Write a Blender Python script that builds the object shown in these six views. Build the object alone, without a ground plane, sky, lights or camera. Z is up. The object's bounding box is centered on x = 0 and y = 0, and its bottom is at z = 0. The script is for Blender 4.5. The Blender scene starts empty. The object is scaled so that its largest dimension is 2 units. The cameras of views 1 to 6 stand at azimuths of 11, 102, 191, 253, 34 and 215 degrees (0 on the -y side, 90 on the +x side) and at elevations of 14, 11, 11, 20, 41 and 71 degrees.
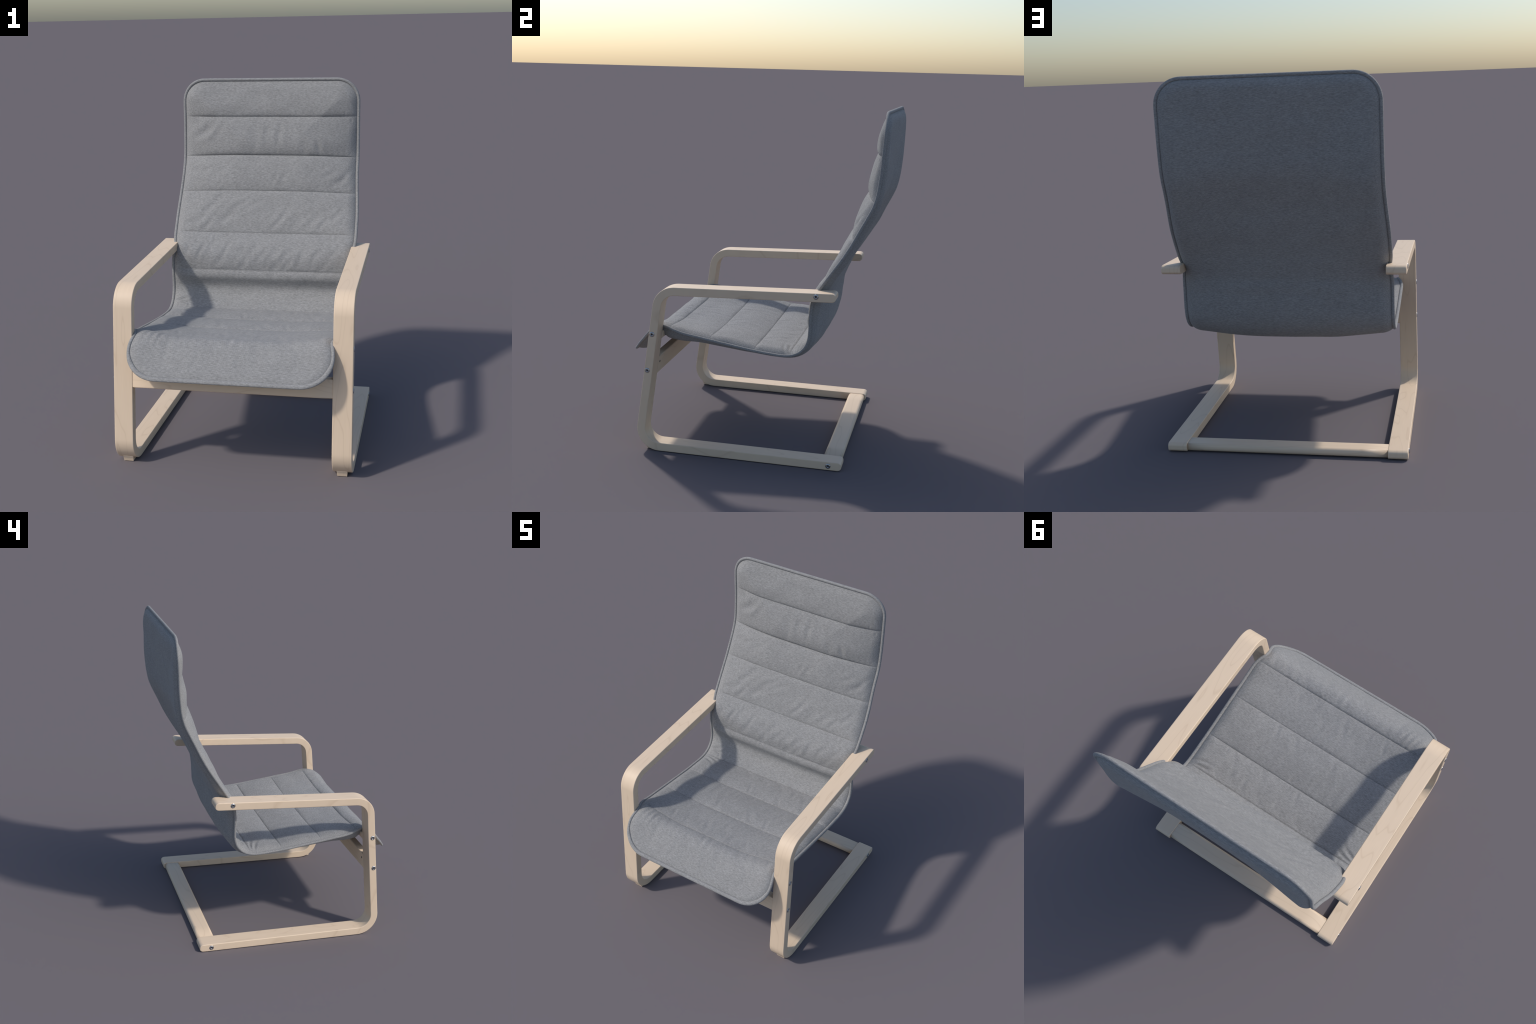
"""Bentwood cantilever armchair with a channel-quilted grey cushion.

Two bent plywood side frames (base runner, leg, armrest in one strip) are
joined by a front rail and a rear rail; a padded cover hangs between them.
The cover is a loft: a side-edge curve in the y/z plane, swept across x,
with a front skin (quilted channels) and a back skin puffed off that curve.
"""
import bpy, bmesh, math, random
import numpy as np
from mathutils import Vector, noise

random.seed(11)
noise.seed_set(3)
COL = bpy.context.scene.collection


# ------------------------------------------------------------- helpers
def add(name, mesh, parent=None, mat=None):
    ob = bpy.data.objects.new(name, mesh)
    COL.objects.link(ob)
    ob.parent = parent
    if mat and mesh is not None and not mesh.materials:
        mesh.materials.append(mat)
    return ob


def mesh_from(name, verts, faces, smooth=True):
    me = bpy.data.meshes.new(name)
    me.from_pydata([tuple(v) for v in verts], [], faces)
    me.update()
    bm = bmesh.new()
    bm.from_mesh(me)
    bmesh.ops.recalc_face_normals(bm, faces=bm.faces)
    bm.to_mesh(me)
    bm.free()
    if smooth:
        me.polygons.foreach_set("use_smooth", [True] * len(me.polygons))
    return me


def weighted(ob):
    m = ob.modifiers.new("weighted normals", 'WEIGHTED_NORMAL')
    m.mode = 'FACE_AREA'
    m.weight = 100
    return ob


def smoothstep(a, b, x):
    t = np.clip((x - a) / (b - a), 0, 1)
    return t * t * (3 - 2 * t)


def spline(points, per=24):
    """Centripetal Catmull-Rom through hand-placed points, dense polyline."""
    p = np.array(points, float)
    p = np.vstack([2 * p[0] - p[1], p, 2 * p[-1] - p[-2]])
    out = []
    for i in range(1, len(p) - 2):
        p0, p1, p2, p3 = p[i - 1:i + 3]
        t0 = 0.0
        t1 = t0 + np.linalg.norm(p1 - p0) ** .5
        t2 = t1 + np.linalg.norm(p2 - p1) ** .5
        t3 = t2 + np.linalg.norm(p3 - p2) ** .5
        for t in np.linspace(t1, t2, per, endpoint=False):
            a1 = (t1 - t) / (t1 - t0) * p0 + (t - t0) / (t1 - t0) * p1
            a2 = (t2 - t) / (t2 - t1) * p1 + (t - t1) / (t2 - t1) * p2
            a3 = (t3 - t) / (t3 - t2) * p2 + (t - t2) / (t3 - t2) * p3
            b1 = (t2 - t) / (t2 - t0) * a1 + (t - t0) / (t2 - t0) * a2
            b2 = (t3 - t) / (t3 - t1) * a2 + (t - t1) / (t3 - t1) * a3
            out.append((t2 - t) / (t2 - t1) * b1 + (t - t1) / (t2 - t1) * b2)
    out.append(p[-2])
    return np.array(out)


# ----------------------------------------------------------- materials
def new_mat(name):
    m = bpy.data.materials.new(name)
    m.use_nodes = True
    nt = m.node_tree
    return m, nt, nt.nodes["Principled BSDF"]


def node(nt, kind, **kw):
    n = nt.nodes.new(kind)
    for k, v in kw.items():
        if k in n.inputs.keys():
            n.inputs[k].default_value = v
        else:
            setattr(n, k, v)
    return n


def ramp(nt, stops, interp='LINEAR'):
    r = nt.nodes.new("ShaderNodeValToRGB")
    r.color_ramp.interpolation = interp
    el = r.color_ramp.elements
    el[0].position, el[0].color = stops[0][0], (*stops[0][1], 1)
    el[1].position, el[1].color = stops[-1][0], (*stops[-1][1], 1)
    for pos, c in stops[1:-1]:
        e = el.new(pos)
        e.color = (*c, 1)
    return r


def fabric_material(name, base):
    m, nt, bsdf = new_mat(name)
    L = nt.links.new
    tc = node(nt, "ShaderNodeTexCoord")
    # heathered yarn: short streaks along x
    mp = node(nt, "ShaderNodeMapping")
    mp.inputs["Scale"].default_value = (62, 270, 270)
    L(tc.outputs["Object"], mp.inputs["Vector"])
    yarn = node(nt, "ShaderNodeTexNoise", Scale=1.0, Detail=3.0, Roughness=0.65)
    L(mp.outputs["Vector"], yarn.inputs["Vector"])
    lo, hi = [c * 0.71 for c in base], [c * 1.29 for c in base]
    r = ramp(nt, [(0.30, lo), (0.52, base), (0.74, hi)])
    L(yarn.outputs["Fac"], r.inputs["Fac"])
    # broad mottling
    mot = node(nt, "ShaderNodeTexNoise", Scale=16.0, Detail=4.0, Roughness=0.6)
    L(tc.outputs["Object"], mot.inputs["Vector"])
    mr = ramp(nt, [(0.3, (0.96, 0.96, 0.96)), (0.7, (1.035, 1.035, 1.035))])
    L(mot.outputs["Fac"], mr.inputs["Fac"])
    mul = node(nt, "ShaderNodeMix", data_type='RGBA', blend_type='MULTIPLY')
    mul.inputs[0].default_value = 1.0
    L(r.outputs["Color"], mul.inputs[6])
    L(mr.outputs["Color"], mul.inputs[7])
    L(mul.outputs[2], bsdf.inputs["Base Color"])
    bsdf.inputs["Roughness"].default_value = 0.95
    bsdf.inputs["Specular IOR Level"].default_value = 0.15
    bsdf.inputs["Sheen Weight"].default_value = 0.12
    bsdf.inputs["Sheen Roughness"].default_value = 0.5
    # weave relief: yarn noise plus a diagonal twill
    mp2 = node(nt, "ShaderNodeMapping")
    mp2.inputs["Rotation"].default_value = (0.5, 0.62, 0.45)
    L(tc.outputs["Object"], mp2.inputs["Vector"])
    tw = node(nt, "ShaderNodeTexWave", Scale=42.0, Distortion=1.5, Detail=2.0)
    L(mp2.outputs["Vector"], tw.inputs["Vector"])
    s = node(nt, "ShaderNodeMath", operation='MULTIPLY_ADD')
    s.inputs[1].default_value = 0.25
    L(tw.outputs["Fac"], s.inputs[0])
    L(yarn.outputs["Fac"], s.inputs[2])
    b = node(nt, "ShaderNodeBump", Strength=0.45, Distance=0.0022)
    L(s.outputs[0], b.inputs["Height"])
    L(b.outputs["Normal"], bsdf.inputs["Normal"])
    return m


def wood_material(name, base, grain_scale):
    """Birch veneer: contour lines of a stretched noise give the figure."""
    m, nt, bsdf = new_mat(name)
    L = nt.links.new
    tc = node(nt, "ShaderNodeTexCoord")
    oi = node(nt, "ShaderNodeObjectInfo")
    sh = node(nt, "ShaderNodeVectorMath", operation='SCALE')
    sh.inputs[0].default_value = (3.1, 7.7, 5.3)
    L(oi.outputs["Random"], sh.inputs["Scale"])
    off = node(nt, "ShaderNodeVectorMath", operation='ADD')
    L(tc.outputs["Object"], off.inputs[0])
    L(sh.outputs[0], off.inputs[1])
    mp = node(nt, "ShaderNodeMapping")
    mp.inputs["Scale"].default_value = grain_scale
    L(off.outputs[0], mp.inputs["Vector"])
    n = node(nt, "ShaderNodeTexNoise", Scale=1.0, Detail=1.5, Roughness=0.45)
    L(mp.outputs["Vector"], n.inputs["Vector"])
    k = node(nt, "ShaderNodeMath", operation='MULTIPLY')
    k.inputs[1].default_value = 9.0
    L(n.outputs["Fac"], k.inputs[0])
    fr = node(nt, "ShaderNodeMath", operation='FRACT')
    L(k.outputs[0], fr.inputs[0])
    d = [c * f for c, f in zip(base, (0.925, 0.905, 0.885))]
    h = [min(1, c * 1.015) for c in base]
    r = ramp(nt, [(0.0, base), (0.55, h), (0.86, base), (0.95, d), (1.0, base)])
    L(fr.outputs[0], r.inputs["Fac"])
    # fine fibre streaks
    mp2 = node(nt, "ShaderNodeMapping")
    mp2.inputs["Scale"].default_value = [g * (34 if g > 5 else 8) for g in grain_scale]
    L(off.outputs[0], mp2.inputs["Vector"])
    f = node(nt, "ShaderNodeTexNoise", Scale=1.0, Detail=3.0, Roughness=0.6)
    L(mp2.outputs["Vector"], f.inputs["Vector"])
    fr2 = ramp(nt, [(0.3, (0.98, 0.977, 0.97)), (0.7, (1.012, 1.012, 1.012))])
    L(f.outputs["Fac"], fr2.inputs["Fac"])
    mul = node(nt, "ShaderNodeMix", data_type='RGBA', blend_type='MULTIPLY')
    mul.inputs[0].default_value = 1.0
    L(r.outputs["Color"], mul.inputs[6])
    L(fr2.outputs["Color"], mul.inputs[7])
    L(mul.outputs[2], bsdf.inputs["Base Color"])
    bsdf.inputs["Roughness"].default_value = 0.5
    bsdf.inputs["Specular IOR Level"].default_value = 0.3
    b = node(nt, "ShaderNodeBump", Strength=0.08, Distance=0.001)
    L(f.outputs["Fac"], b.inputs["Height"])
    L(b.outputs["Normal"], bsdf.inputs["Normal"])
    return m


def metal_material(name, base, rough):
    m, nt, bsdf = new_mat(name)
    tc = node(nt, "ShaderNodeTexCoord")
    n = node(nt, "ShaderNodeTexNoise", Scale=180.0, Detail=2.0)
    nt.links.new(tc.outputs["Object"], n.inputs["Vector"])
    r = ramp(nt, [(0.3, [c * 0.9 for c in base]), (0.7, base)])
    nt.links.new(n.outputs["Fac"], r.inputs["Fac"])
    nt.links.new(r.outputs["Color"], bsdf.inputs["Base Color"])
    bsdf.inputs["Metallic"].default_value = 1.0
    bsdf.inputs["Roughness"].default_value = rough
    return m


FABRIC = fabric_material("grey woven fabric", (0.289, 0.286, 0.282))
BIRCH = (0.765, 0.600, 0.438)
WOOD = wood_material("birch veneer", BIRCH, (8.5, 1.35, 1.35))
WOOD_RAIL = wood_material("birch rail veneer", BIRCH, (1.35, 8.5, 8.5))
STEEL = metal_material("zinc steel", (0.48, 0.48, 0.49), 0.30)
DARK = metal_material("dark socket steel", (0.08, 0.08, 0.085), 0.5)

root = bpy.data.objects.new("armchair", None)
COL.objects.link(root)
root["label"] = "bentwood cantilever armchair with grey channel-quilted high-back cushion"
root["category"] = "armchair"

# ---------------------------------------------------------- side frames
X_OUT, X_IN = 0.648, 0.542           # outer and inner face of a side frame
X_MID, HALF_W = (X_OUT + X_IN) / 2, (X_OUT - X_IN) / 2
THICK = 0.049
BEVEL = 0.0045


def rounded_section(hw, ht, r, seg=3):
    """Rounded rectangle, half width hw (x) and half height ht."""
    r = min(r, ht * 0.95, hw * 0.95)
    pts = []
    for cx, cy, a0 in ((hw - r, ht - r, 0), (-hw + r, ht - r, 90),
                       (-hw + r, -ht + r, 180), (hw - r, -ht + r, 270)):
        for i in range(seg + 1):
            a = math.radians(a0 + 90 * i / seg)
            pts.append((cx + r * math.cos(a), cy + r * math.sin(a)))
    return pts


def fillet_path(corners, radii, seg=12):
    """Polyline of 2D corners with the inner ones rounded."""
    c = [np.array(p, float) for p in corners]
    out = [c[0]]
    for i in range(1, len(c) - 1):
        d1 = (c[i - 1] - c[i]) / np.linalg.norm(c[i - 1] - c[i])
        d2 = (c[i + 1] - c[i]) / np.linalg.norm(c[i + 1] - c[i])
        half = math.acos(np.clip(d1 @ d2, -1, 1)) / 2
        t = radii[i - 1] / math.tan(half)
        centre = c[i] + (d1 + d2) / np.linalg.norm(d1 + d2) * radii[i - 1] / math.sin(half)
        a, b = c[i] + d1 * t - centre, c[i] + d2 * t - centre
        a0, a1 = math.atan2(a[1], a[0]), math.atan2(b[1], b[0])
        while a1 - a0 > math.pi: a1 -= 2 * math.pi
        while a1 - a0 < -math.pi: a1 += 2 * math.pi
        for k in range(seg + 1):
            an = a0 + (a1 - a0) * k / seg
            out.append(centre + radii[i - 1] * np.array([math.cos(an), math.sin(an)]))
    out.append(c[-1])
    return out


def sweep_strip(path, hw, ht, end_round, end_flat):
    """Sweep a rounded section along a y/z path; strip ends are rounded over."""
    P = [np.array(p) for p in path]
    # insert stations for straight runs and for the rounded ends
    def ease(p, q, first):
        d = (q - p) / np.linalg.norm(q - p)
        st = []
        for k in range(7):
            a = math.pi / 2 * k / 6
            st.append((p + d * end_round * (1 - math.sin(a)) if not first else p + d * end_round * (1 - math.cos(a)), a))
        return st
    stations = []
    d0 = (P[1] - P[0]) / np.linalg.norm(P[1] - P[0])
    d1 = (P[-2] - P[-1]) / np.linalg.norm(P[-2] - P[-1])
    prof = [(end_round * (1 - math.cos(math.pi / 2 * k / 6)),
             end_flat + (1 - end_flat) * math.sin(math.pi / 2 * k / 6)) for k in range(7)]
    for dist, f in prof:
        stations.append((P[0] + d0 * dist, f))
    for a, b in zip(P[:-1], P[1:]):
        n = int(np.linalg.norm(b - a) / 0.05)
        for k in range(1, n):
            q = a + (b - a) * k / n
            if np.linalg.norm(q - P[0]) > end_round * 1.2 and np.linalg.norm(q - P[-1]) > end_round * 1.2:
                stations.append((q, 1.0))
        if b is not P[-1]:
            stations.append((b, 1.0))
    for dist, f in reversed(prof):
        stations.append((P[-1] + d1 * dist, f))
    verts, faces, ns = [], [], None
    for i, (q, f) in enumerate(stations):
        a = stations[max(i - 1, 0)][0]
        b = stations[min(i + 1, len(stations) - 1)][0]
        t = (b - a) / np.linalg.norm(b - a)
        nrm = np.array([-t[1], t[0]])
        sec = rounded_section(hw - (1 - f) * 0.003, ht * f, BEVEL)
        ns = len(sec)
        for x, h in sec:
            verts.append((x, q[0] + nrm[0] * h, q[1] + nrm[1] * h))
    for i in range(len(stations) - 1):
        for j in range(ns):
            k = (j + 1) % ns
            faces.append((i * ns + j, i * ns + k, (i + 1) * ns + k, (i + 1) * ns + j))
    faces.append(tuple(range(ns)))
    faces.append(tuple(range((len(stations) - 1) * ns, len(stations) * ns)))
    return verts, faces


# outline corners of the strip's outer side, moved inward by half a thickness
LEG_SLOPE = 0.1258                        # dy per dz: the leg leans back
h = THICK / 2
def leg_y(z, inset=0.0):
    return -0.668 + LEG_SLOPE * z + inset
corner_low = (leg_y(h) + h * 1.008, 0.0005 + h)
corner_high = (leg_y(0.984) + h * 1.008 - 0.003, 0.984 - h)
path = fillet_path([(0.556, 0.0005 + h), corner_low, corner_high, (0.487, 1.0185 - h)],
                   [0.107, 0.107])
frame_mesh = mesh_from("side_frame", *sweep_strip(path, HALF_W, h, 0.024, 0.30))


def bolt_mesh():
    seg = 36
    rings = [(0.0150, -0.001), (0.0150, 0.0006), (0.0142, 0.0018), (0.0115, 0.0032), (0.0088, 0.0038), (0.0078, 0.0039)]
    v, f = [], []
    for r, hgt in rings:
        for k in range(seg):
            a = 2 * math.pi * k / seg
            v.append((hgt, r * math.cos(a), r * math.sin(a)))
    def hexagon(a, r):
        return r / math.cos(((a + math.pi / 6) % (math.pi / 3)) - math.pi / 6)
    for hgt in (0.0037, 0.0004):
        for k in range(seg):
            a = 2 * math.pi * k / seg
            r = hexagon(a, 0.0056)
            v.append((hgt, r * math.cos(a), r * math.sin(a)))
    n = len(v) // seg
    for i in range(n - 1):
        for k in range(seg):
            l = (k + 1) % seg
            f.append((i * seg + k, i * seg + l, (i + 1) * seg + l, (i + 1) * seg + k))
    f.append(tuple(range((n - 1) * seg, n * seg)))
    me = mesh_from("bolt", v, f)
    me.materials.append(STEEL)
    me.materials.append(DARK)
    me.polygons[len(me.polygons) - 1].material_index = 1
    return me


BOLT = bolt_mesh()
BOLTS = [(0.379, 0.996), (-0.560, 0.703), (-0.588, 0.486), (0.482, 0.0255)]


def foot_mesh():
    """Small tapered block wedged under the front bend of the runner."""
    v, f = [], []
    for z, hx, y0, y1 in ((0.0, 0.0265, -0.598, -0.535), (0.030, 0.0285, -0.607, -0.515), (0.040, 0.0285, -0.600, -0.512)):
        v += [(-hx, y0, z), (hx, y0, z), (hx, y1, z), (-hx, y1, z)]
    for i in (0, 4):
        for j in range(4):
            k = (j + 1) % 4
            f.append((i + j, i + k, i + 4 + k, i + 4 + j))
    f += [(3, 2, 1, 0), (8, 9, 10, 11)]
    return mesh_from("foot", v, f, smooth=False)


FOOT = foot_mesh()
for side in (1, -1):
    fr = weighted(add("side_frame", frame_mesh, root, WOOD))
    fr.location.x = side * X_MID
    for y, z in BOLTS:
        b = add("bolt", BOLT, fr)
        b.location = (side * HALF_W, y, z)
        b.rotation_euler = (random.uniform(0, 6), 0, 0 if side > 0 else math.pi)
    ft = add("foot", FOOT, fr, WOOD)
    ft.location.x = -side * 0.003


def bar(name, cy, cz, hy, hz, tilt, half_len, r):
    """Straight rail along x with rounded long edges."""
    sec = rounded_section(hy, hz, r, 4)
    v, f = [], []
    xs = np.linspace(-half_len, half_len, 9)
    c, s = math.cos(tilt), math.sin(tilt)
    for x in xs:
        for a, b in sec:
            v.append((x, cy + a * c + b * s, cz - a * s + b * c))
    n = len(sec)
    for i in range(len(xs) - 1):
        for j in range(n):
            k = (j + 1) % n
            f.append((i * n + j, i * n + k, (i + 1) * n + k, (i + 1) * n + j))
    f += [tuple(range(n)), tuple(range((len(xs) - 1) * n, len(xs) * n))]
    return weighted(add(name, mesh_from(name, v, f), root, WOOD_RAIL))


lean = math.atan(LEG_SLOPE)
rail_z = 0.491
front_rail = bar("front_rail", leg_y(rail_z) + h + 0.001, rail_z, 0.0225, 0.054, lean, X_IN + 0.001, 0.007)
rear_rail = bar("rear_rail", 0.4925, 0.0250, 0.0535, 0.0215, 0.0, X_IN + 0.001, 0.018)
upper_rail = bar("seat_rail", leg_y(0.70) + h + 0.004, 0.676, 0.019, 0.022, lean, X_IN + 0.001, 0.006)

# barrel nuts let into the rear face of the front rail
nv, nf = [], []
for ring, (r, d) in enumerate(((0.0070, 0.0), (0.0066, 0.0012), (0.0030, 0.0012), (0.0028, -0.001))):
    for k in range(20):
        a = 2 * math.pi * k / 20
        nv.append((r * math.cos(a), d, r * math.sin(a)))
for i in range(3):
    for k in range(20):
        l = (k + 1) % 20
        nf.append((i * 20 + k, i * 20 + l, (i + 1) * 20 + l, (i + 1) * 20 + k))
nf.append(tuple(range(60, 80)))
NUT = mesh_from("barrel_nut", nv, nf)
for side in (1, -1):
    nut = add("barrel_nut", NUT, front_rail, DARK)
    z = 0.505
    nut.location = (side * 0.518, leg_y(z) + h + 0.001 + 0.0225 + 0.0005, z)
    nut.rotation_euler = (-lean, 0, 0)

# ------------------------------------------------------------- cushion
# side-edge (piping) curve in y, z: top of the back, lumbar, seat, front lip
EDGE = [(0.706, 1.988), (0.710, 1.94), (0.708, 1.87), (0.703, 1.79), (0.698, 1.70),
        (0.690, 1.62), (0.680, 1.55), (0.663, 1.49), (0.634, 1.43), (0.595, 1.355),
        (0.557, 1.28), (0.510, 1.20), (0.456, 1.12), (0.415, 1.06), (0.375, 1.00),
        (0.347, 0.94), (0.338, 0.87), (0.338, 0.79), (0.334, 0.73), (0.318, 0.685),
        (0.288, 0.65), (0.250, 0.629), (0.200, 0.620), (0.100, 0.626), (0.0, 0.637),
        (-0.12, 0.655), (-0.23, 0.672), (-0.33, 0.688), (-0.40, 0.699), (-0.46, 0.715),
        (-0.512, 0.729), (-0.560, 0.723), (-0.606, 0.690), (-0.645, 0.641),
        (-0.677, 0.596), (-0.704, 0.565), (-0.726, 0.543)]
curve = spline(EDGE)
seg_len = np.r_[0, np.cumsum(np.linalg.norm(np.diff(curve, axis=0), axis=1))]
S_ALL = seg_len[-1]


def edge_at(s):
    return np.stack([np.interp(s, seg_len, curve[:, 0]), np.interp(s, seg_len, curve[:, 1])], -1)


def s_near(y, z):
    return seg_len[np.argmin(np.hypot(curve[:, 0] - y, curve[:, 1] - z))]


# seams: point on the edge curve (y, z) and height of the front skin there, mid-width
SEAMS = [((0.702, 1.765), 0.066), ((0.672, 1.512), 0.072), ((0.566, 1.298), 0.050),
         ((0.420, 1.072), 0.008), ((0.338, 0.862), 0.026), ((0.232, 0.623), 0.014),
         ((0.020, 0.636), 0.004), ((-0.245, 0.674), -0.003), ((-0.485, 0.722), -0.029)]
seam_s = [s_near(*p) for p, _ in SEAMS]
seam_f = [f for _, f in SEAMS]
bounds = [0.0] + seam_s + [S_ALL]
base_f = [0.040] + seam_f + [-0.004]
# puff height of each channel and where its belly sits (0 top seam, 1 bottom seam)
PUFF = [(0.020, 0.55), (0.024, 0.64), (0.020, 0.36), (0.016, 0.5), (0.006, 0.5),
        (0.0, 0.5), (0.017, 0.5), (0.018, 0.5), (0.014, 0.5), (0.008, 0.3)]

# rows: each channel gets its own rows so a seam falls on a row
rows, row_of_bound = [], [0]
for i in range(len(bounds) - 1):
    n = max(12, int((bounds[i + 1] - bounds[i]) / 0.0062))
    t = np.linspace(0, 1, n + 1)
    if i == 0:
        t = t ** 1.5
    if i == len(bounds) - 2:
        t = 1 - (1 - t) ** 1.5
    # crowd rows at the seams
    t = t + 0.045 * np.sin(2 * np.pi * t) * -1
    seg = bounds[i] + (bounds[i + 1] - bounds[i]) * t
    rows += list(seg if i == 0 else seg[1:])
    row_of_bound.append(len(rows) - 1)
S = np.array(rows)
NR = len(S)
u = np.linspace(-1, 1, 201)
u = u + 0.085 * np.sin(np.pi * u)          # crowd columns at the sides
NC = len(u)

R_TOP, R_LIP = 0.130, 0.165
HALF = 0.563


def half_width(s):
    y, z = edge_at(s).T
    on_back = s < s_near(0.338, 0.8)
    w = np.full_like(s, HALF)
    w -= 0.013 * smoothstep(1.15, 1.45, z)                              # narrower headrest
    w -= 0.010 * np.exp(-((z - 0.985) / 0.045) ** 2) * on_back           # nipped by the armrests
    w -= 0.018 * smoothstep(-0.42, -0.60, y)                            # front flap
    w -= 0.018 * np.exp(-((s - s_near(-0.545, 0.726)) / 0.05) ** 2)       # nipped by the legs
    dt, dl = S_ALL * 0 + s, S_ALL - s
    w = np.where(dt < R_TOP, w - R_TOP + np.sqrt(np.maximum(R_TOP ** 2 - (R_TOP - dt) ** 2, 0)), w)
    w = np.where(dl < R_LIP, w - R_LIP + np.sqrt(np.maximum(R_LIP ** 2 - (R_LIP - dl) ** 2, 0)), w)
    return w


W = half_width(S)
C = edge_at(S)
T = np.gradient(C, S, axis=0)
T /= np.linalg.norm(T, axis=1)[:, None]
N = np.stack([T[:, 1], -T[:, 0]], -1)       # towards the sitter
# soften normals through the tight bend so offset skins do not fold
for _ in range(6):
    N[1:-1] = (N[:-2] + 2 * N[1:-1] + N[2:]) / 4
N /= np.linalg.norm(N, axis=1)[:, None]

XG = W[:, None] * u[None, :]
SG = np.repeat(S[:, None], NC, 1)


def edge_distance():
    """Distance to the rounded-rectangle border of the flat cushion."""
    best = np.full(XG.shape, 9.0)
    for r, d_end, w_end in ((R_TOP, SG, W[0] + R_TOP), (R_LIP, S_ALL - SG, W[-1] + R_LIP)):
        ax, ay = w_end - np.abs(XG), d_end
        corner = (ax < r) & (ay < r)
        d = np.where(corner, r - np.hypot(r - ax, r - ay), ay)
        best = np.minimum(best, d)
    side = (W[:, None] - np.abs(XG))
    best = np.minimum(best, side)
    best[:, 0] = best[:, -1] = 0
    best[0, :] = best[-1, :] = 0
    return np.maximum(best, 0)


D = edge_distance()


def pillow(reach, power=0.62):
    inner = np.maximum(D - 0.005, 0)      # the skins dip into a groove beside the piping
    return np.sin(np.pi / 2 * np.minimum(inner / reach, 1)) ** power


# front skin height along s
level_s, level_f = bounds[:-1] + [s_near(-0.570, 0.717), S_ALL], base_f[:-1] + [-0.034, base_f[-1]]
level = np.interp(S, level_s, level_f)
for _ in range(60):
    level[1:-1] = (level[:-2] + level[2:]) / 2
puff = np.zeros_like(S)
for i, (amp, belly) in enumerate(PUFF):
    a, b = row_of_bound[i], row_of_bound[i + 1]
    t = np.clip((S[a:b + 1] - bounds[i]) / (bounds[i + 1] - bounds[i]), 0, 1)
    t = t ** (math.log(0.5) / math.log(belly))
    puff[a:b + 1] = amp * np.sin(np.pi * t) ** 0.5
# lumbar channel: swells under its seam, tucks in, then runs into the seat
a, b = row_of_bound[5], row_of_bound[6]
t = (S[a:b + 1] - bounds[5]) / (bounds[6] - bounds[5])
puff[a:b + 1] = (0.012 * np.exp(-((t - 0.14) / 0.12) ** 2) * smoothstep(0, 0.06, t)
                 - 0.011 * np.exp(-((t - 0.40) / 0.15) ** 2)
                 + 0.011 * np.exp(-((t - 0.78) / 0.20) ** 2) * smoothstep(1, 0.93, t))

# back skin depth along s, keyed by place on the edge curve: (near the sides, mid-width)
BACK = [((0.706, 1.991), 0.022, 0.013), ((0.703, 1.79), 0.028, 0.006), ((0.680, 1.55), 0.034, 0.000),
        ((0.615, 1.39), 0.042, -0.004), ((0.560, 1.285), 0.042, 0.002), ((0.510, 1.20), 0.041, 0.015),
        ((0.440, 1.095), 0.041, 0.036), ((0.375, 1.00), 0.041, 0.066), ((0.342, 0.91), 0.040, 0.078),
        ((0.338, 0.80), 0.032, 0.062), ((0.334, 0.72), 0.030, 0.048), ((0.300, 0.66), 0.026, 0.050),
        ((0.200, 0.620), 0.022, 0.059), ((0.0, 0.637), 0.028, 0.046),
        ((-0.33, 0.688), 0.046, 0.050), ((-0.512, 0.729), 0.084, 0.084), ((-0.645, 0.641), 0.060, 0.060),
        ((-0.729, 0.533), 0.030, 0.030)]
back_s = [s_near(*p) for p, _, _ in BACK]
back_side = np.interp(S, back_s, [v for _, v, _ in BACK])
back_mid = np.interp(S, back_s, [v for _, _, v in BACK])
for _ in range(30):
    for arr in (back_side, back_mid):
        arr[1:-1] = (arr[:-2] + arr[2:]) / 2

rim = 0.016 - 0.004 * smoothstep(seam_s[7], seam_s[8], S)     # the pad's height just inside the piping
FH = (rim[:, None] * pillow(0.050) + (level - rim)[:, None] * pillow(0.40, 1.15)
      + puff[:, None] * (0.4 * pillow(0.06, 0.8) + 0.6 * pillow(0.17, 0.9)))
BH = back_side[:, None] * pillow(0.055) + (back_mid - back_side)[:, None] * pillow(0.42, 1.3)

# ---- wrinkles pressed into the front skin
WR = np.zeros_like(FH)


def fold(x0, s0, angle, length, width, amp):
    """One soft groove (amp < 0) or ridge, direction angle from +s towards +x."""
    ca, sa = math.cos(angle), math.sin(angle)
    dx, ds = XG - x0, SG - s0
    along, across = ds * ca + dx * sa, -ds * sa + dx * ca
    bend = across + 0.12 * along ** 2 / max(length, .02) * math.sin(x0 * 37 + s0 * 11)
    WR[:] += amp * np.exp(-(along / length) ** 2) * (np.exp(-(bend / width) ** 2)
             - 0.45 * np.exp(-((bend - 1.9 * width) / width) ** 2)
             - 0.45 * np.exp(-((bend + 1.9 * width) / width) ** 2))


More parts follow.
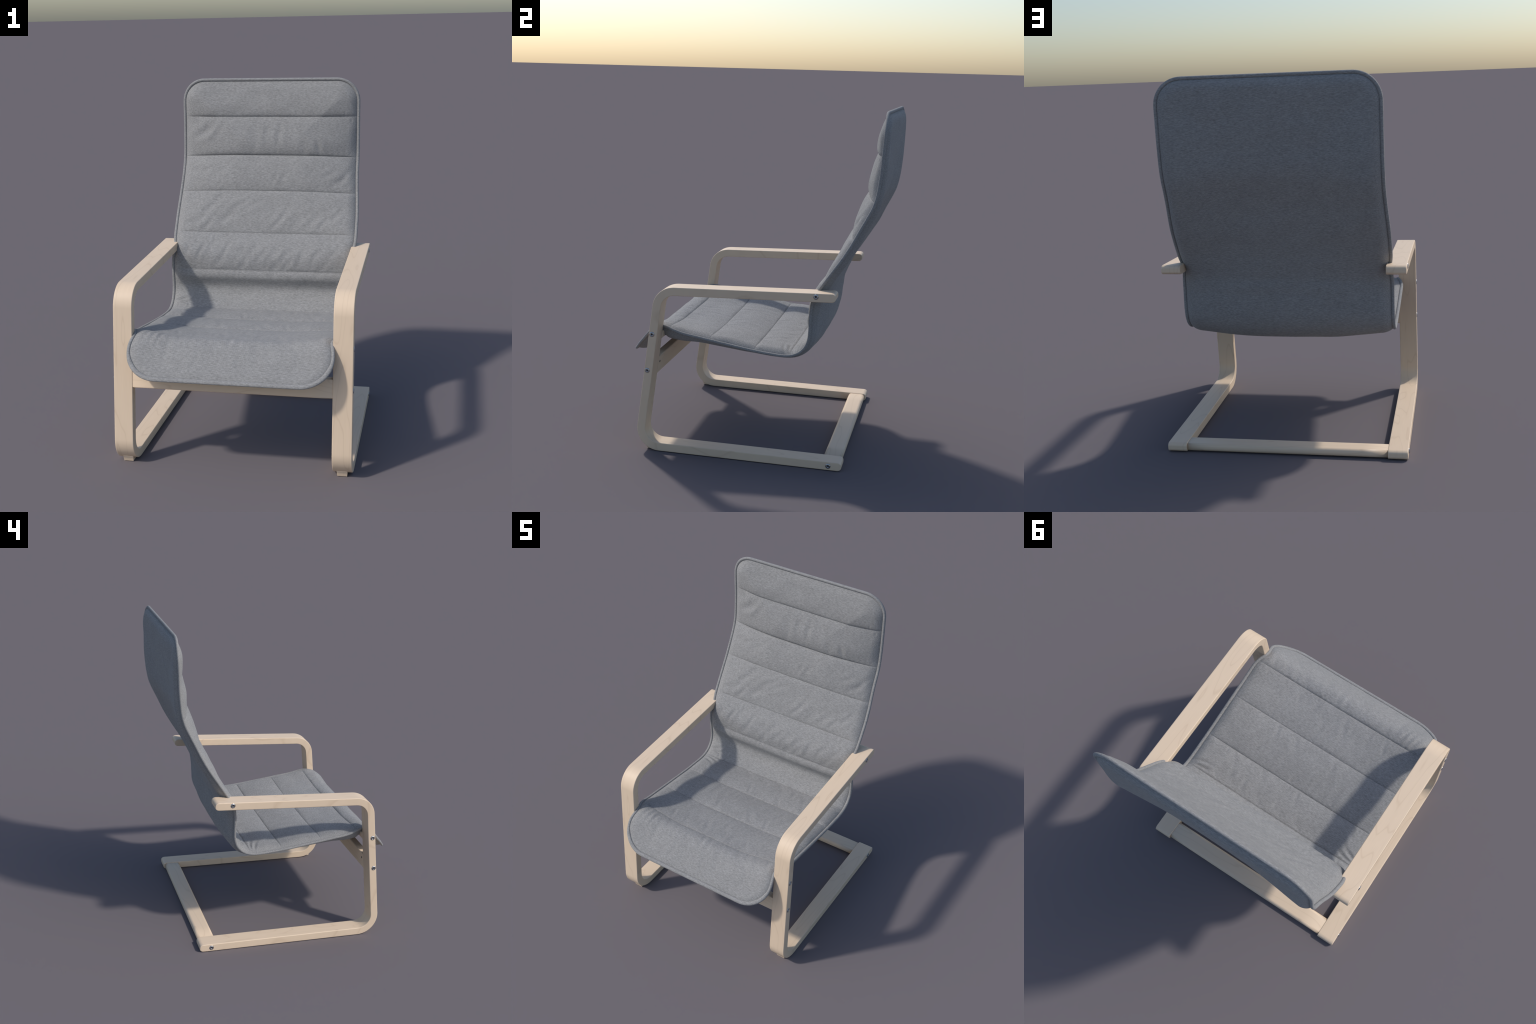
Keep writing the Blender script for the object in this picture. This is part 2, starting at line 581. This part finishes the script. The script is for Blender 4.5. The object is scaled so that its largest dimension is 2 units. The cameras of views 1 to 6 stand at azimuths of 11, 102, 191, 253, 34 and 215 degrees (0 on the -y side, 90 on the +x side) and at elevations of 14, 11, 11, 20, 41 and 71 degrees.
# (channel, how many, x range, place in the channel 0..1, slant): runs of parallel folds
RUNS = [(1, 4, (-0.14, 0.10), 0.45, -0.10), (1, 3, (-0.45, -0.30), 0.35, -0.75), (1, 2, (0.2, 0.4), 0.75, 0.2),
        (2, 2, (0.02, 0.12), 0.72, -0.35), (2, 3, (0.35, 0.50), 0.65, -0.9), (2, 3, (-0.5, -0.3), 0.5, -1.1),
        (3, 6, (0.08, 0.48), 0.66, -0.75), (3, 4, (-0.45, 0.0), 0.35, -1.1), (3, 3, (-0.5, -0.2), 0.75, -0.8),
        (4, 9, (-0.18, 0.46), 0.58, -0.50), (4, 4, (-0.48, -0.2), 0.45, -0.6), (4, 5, (-0.3, 0.4), 0.88, -0.3),
        (5, 6, (-0.45, 0.45), 0.55, 1.4), (5, 8, (-0.48, 0.48), 0.90, 0.9), (6, 8, (-0.48, 0.48), 0.12, 0.7), (6, 5, (-0.4, 0.4), 0.30, 0.1), (6, 4, (-0.45, 0.45), 0.80, 0.3),
        (7, 5, (-0.35, 0.35), 0.25, -0.2), (7, 4, (-0.4, 0.4), 0.80, 0.3),
        (8, 8, (-0.35, 0.35), 0.74, 0.10), (8, 4, (-0.4, 0.4), 0.25, -0.2),
        (9, 10, (-0.40, 0.42), 0.20, 0.05), (9, 5, (-0.4, 0.4), 0.55, 0.0)]
for ch, count, (xa, xb), place, slant in RUNS:
    ln = bounds[ch + 1] - bounds[ch]
    for k in range(count):
        x0 = xa + (xb - xa) * (k + 0.5 + random.uniform(-0.4, 0.4)) / count
        fold(x0, bounds[ch] + ln * (place + random.uniform(-0.10, 0.10)), slant + random.gauss(0, 0.16),
             ln * random.uniform(0.16, 0.30), random.uniform(0.011, 0.021), -random.uniform(0.0016, 0.0040) * (1.0 if ch < 5 else 0.55))
# fine puckers where the stitching gathers the cloth
for sm in seam_s:
    for _ in range(26):
        fold(random.uniform(-0.52, 0.52), sm + random.choice((-1, 1)) * random.uniform(0.012, 0.028),
             random.gauss(0, 0.35), random.uniform(0.010, 0.022), random.uniform(0.005, 0.009), -random.uniform(0.0005, 0.0014))
# a slanting dent high on the left, and gathers where seat meets back
fold(-0.40, (bounds[1] * 0.62 + bounds[2] * 0.38), -0.80, 0.045, 0.022, -0.0045)
for side in (-1, 1):
    for k, (ds, ang) in enumerate(((-0.075, 1.25), (-0.045, 1.40), (-0.015, 1.55), (0.02, 1.75), (0.05, 1.95))):
        fold(side * (0.500 - 0.012 * (k % 2)), seam_s[5] + ds, side * ang, 0.055, 0.010, -0.0055)
for k in range(3):
    fold(-0.46 + 0.035 * k, seam_s[8] + 0.045 + 0.01 * k, -0.25, 0.05, 0.011, -0.0030)
fold(0.47, seam_s[8] + 0.04, 0.2, 0.05, 0.012, -0.0022)

# low, slow lumps
LUMP = np.zeros_like(FH)
for i in range(0, NR, 3):
    for j in range(0, NC, 3):
        LUMP[i, j] = noise.noise(Vector((XG[i, j] * 7.0, S[i] * 11.0, 3.3)))
LUMP = LUMP[::3, ::3]
yi, xi = np.arange(NR) / 3, np.arange(NC) / 3
y0, x0 = np.minimum(yi.astype(int), LUMP.shape[0] - 2), np.minimum(xi.astype(int), LUMP.shape[1] - 2)
fy, fx = np.clip(yi - y0, 0, 1)[:, None], np.clip(xi - x0, 0, 1)[None, :]
LUMP = ((LUMP[y0][:, x0] * (1 - fy) + LUMP[y0 + 1][:, x0] * fy) * (1 - fx)
        + (LUMP[y0][:, x0 + 1] * (1 - fy) + LUMP[y0 + 1][:, x0 + 1] * fy) * fx)
seam_gap = np.min(np.abs(S[:, None] - np.array(seam_s)[None, :]), axis=1)
keep = smoothstep(0.0, 0.02, seam_gap)[:, None] * smoothstep(0, 0.03, D)
FH = FH + (WR + 0.0035 * LUMP) * keep
BH = BH + 0.003 * LUMP[:, ::-1] * smoothstep(0, 0.08, D)


# the back is very slightly twisted, its right side further forward
twist = -0.003 * smoothstep(0.85, 1.1, C[:, 1]) * (S < seam_s[5])


def skin(height):
    V = np.empty((NR, NC, 3))
    V[..., 0] = XG
    V[..., 1] = C[:, 0][:, None] + N[:, 0][:, None] * height + twist[:, None] * XG / HALF
    V[..., 2] = C[:, 1][:, None] + N[:, 1][:, None] * height
    return V


# seams droop a touch between the sides
FV, BV = skin(FH), skin(-BH)


def grid_mesh(name, V, flip):
    r, c = V.shape[:2]
    idx = np.arange(r * c).reshape(r, c)
    q = np.stack([idx[:-1, :-1], idx[:-1, 1:], idx[1:, 1:], idx[1:, :-1]], -1).reshape(-1, 4)
    if flip:
        q = q[:, ::-1]
    me = bpy.data.meshes.new(name)
    me.from_pydata(V.reshape(-1, 3).tolist(), [], q.tolist())
    me.update()
    me.polygons.foreach_set("use_smooth", [True] * len(me.polygons))
    return me


cover = add("cushion_cover", grid_mesh("cushion_cover", BV, True), root, FABRIC)
for i in range(len(bounds) - 1):
    a, b = row_of_bound[i], row_of_bound[i + 1]
    add("quilted_channel", grid_mesh("quilted_channel", FV[a:b + 1], False), cover, FABRIC)

# piping: a flattened tube sewn round the border
ring = []
for i in range(0, NR):
    ring.append((W[i], i))
loop = [(W[i], i) for i in range(NR)] + [(W[-1] * k, NR - 1) for k in np.linspace(0.98, -0.98, 60)] \
     + [(-W[i], i) for i in range(NR - 1, -1, -1)] + [(W[0] * k, 0) for k in np.linspace(-0.98, 0.98, 60)]
pos = np.array([(x, C[i, 0] + twist[i] * x / HALF, C[i, 1]) for x, i in loop])
nor = np.array([(0, N[i, 0], N[i, 1]) for x, i in loop])
# resample evenly
d = np.r_[0, np.cumsum(np.linalg.norm(np.diff(np.vstack([pos, pos[:1]]), axis=0), axis=1))]
k = np.linspace(0, d[-1], 900, endpoint=False)
close = lambda a: np.vstack([a, a[:1]])
pos = np.stack([np.interp(k, d, close(pos)[:, j]) for j in range(3)], -1)
nor = np.stack([np.interp(k, d, close(nor)[:, j]) for j in range(3)], -1)
for _ in range(4):
    pos = (np.roll(pos, 1, 0) + 2 * pos + np.roll(pos, -1, 0)) / 4
nor /= np.linalg.norm(nor, axis=1)[:, None]
tan = np.roll(pos, -1, 0) - np.roll(pos, 1, 0)
tan /= np.linalg.norm(tan, axis=1)[:, None]
out = np.cross(tan, nor)
out /= np.linalg.norm(out, axis=1)[:, None]
if (out[:, 0] * pos[:, 0]).sum() < 0:
    out = -out
M = 12
pv, pf = [], []
for i in range(len(pos)):
    for j in range(M):
        a = 2 * math.pi * j / M
        hem = 0.0035 * float(smoothstep(0.66, 0.60, pos[i][2]) * smoothstep(-0.5, -0.6, pos[i][1]))
        pv.append(pos[i] + out[i] * (0.003 - hem * 0.4 + (0.0095 + hem) * math.cos(a)) + nor[i] * (hem * 1.6 + 0.0085 * math.sin(a)))
n = len(pos)
for i in range(n):
    for j in range(M):
        pf.append((i * M + j, ((i + 1) % n) * M + j, ((i + 1) % n) * M + (j + 1) % M, i * M + (j + 1) % M))
add("piping", mesh_from("piping", pv, pf), cover, FABRIC)
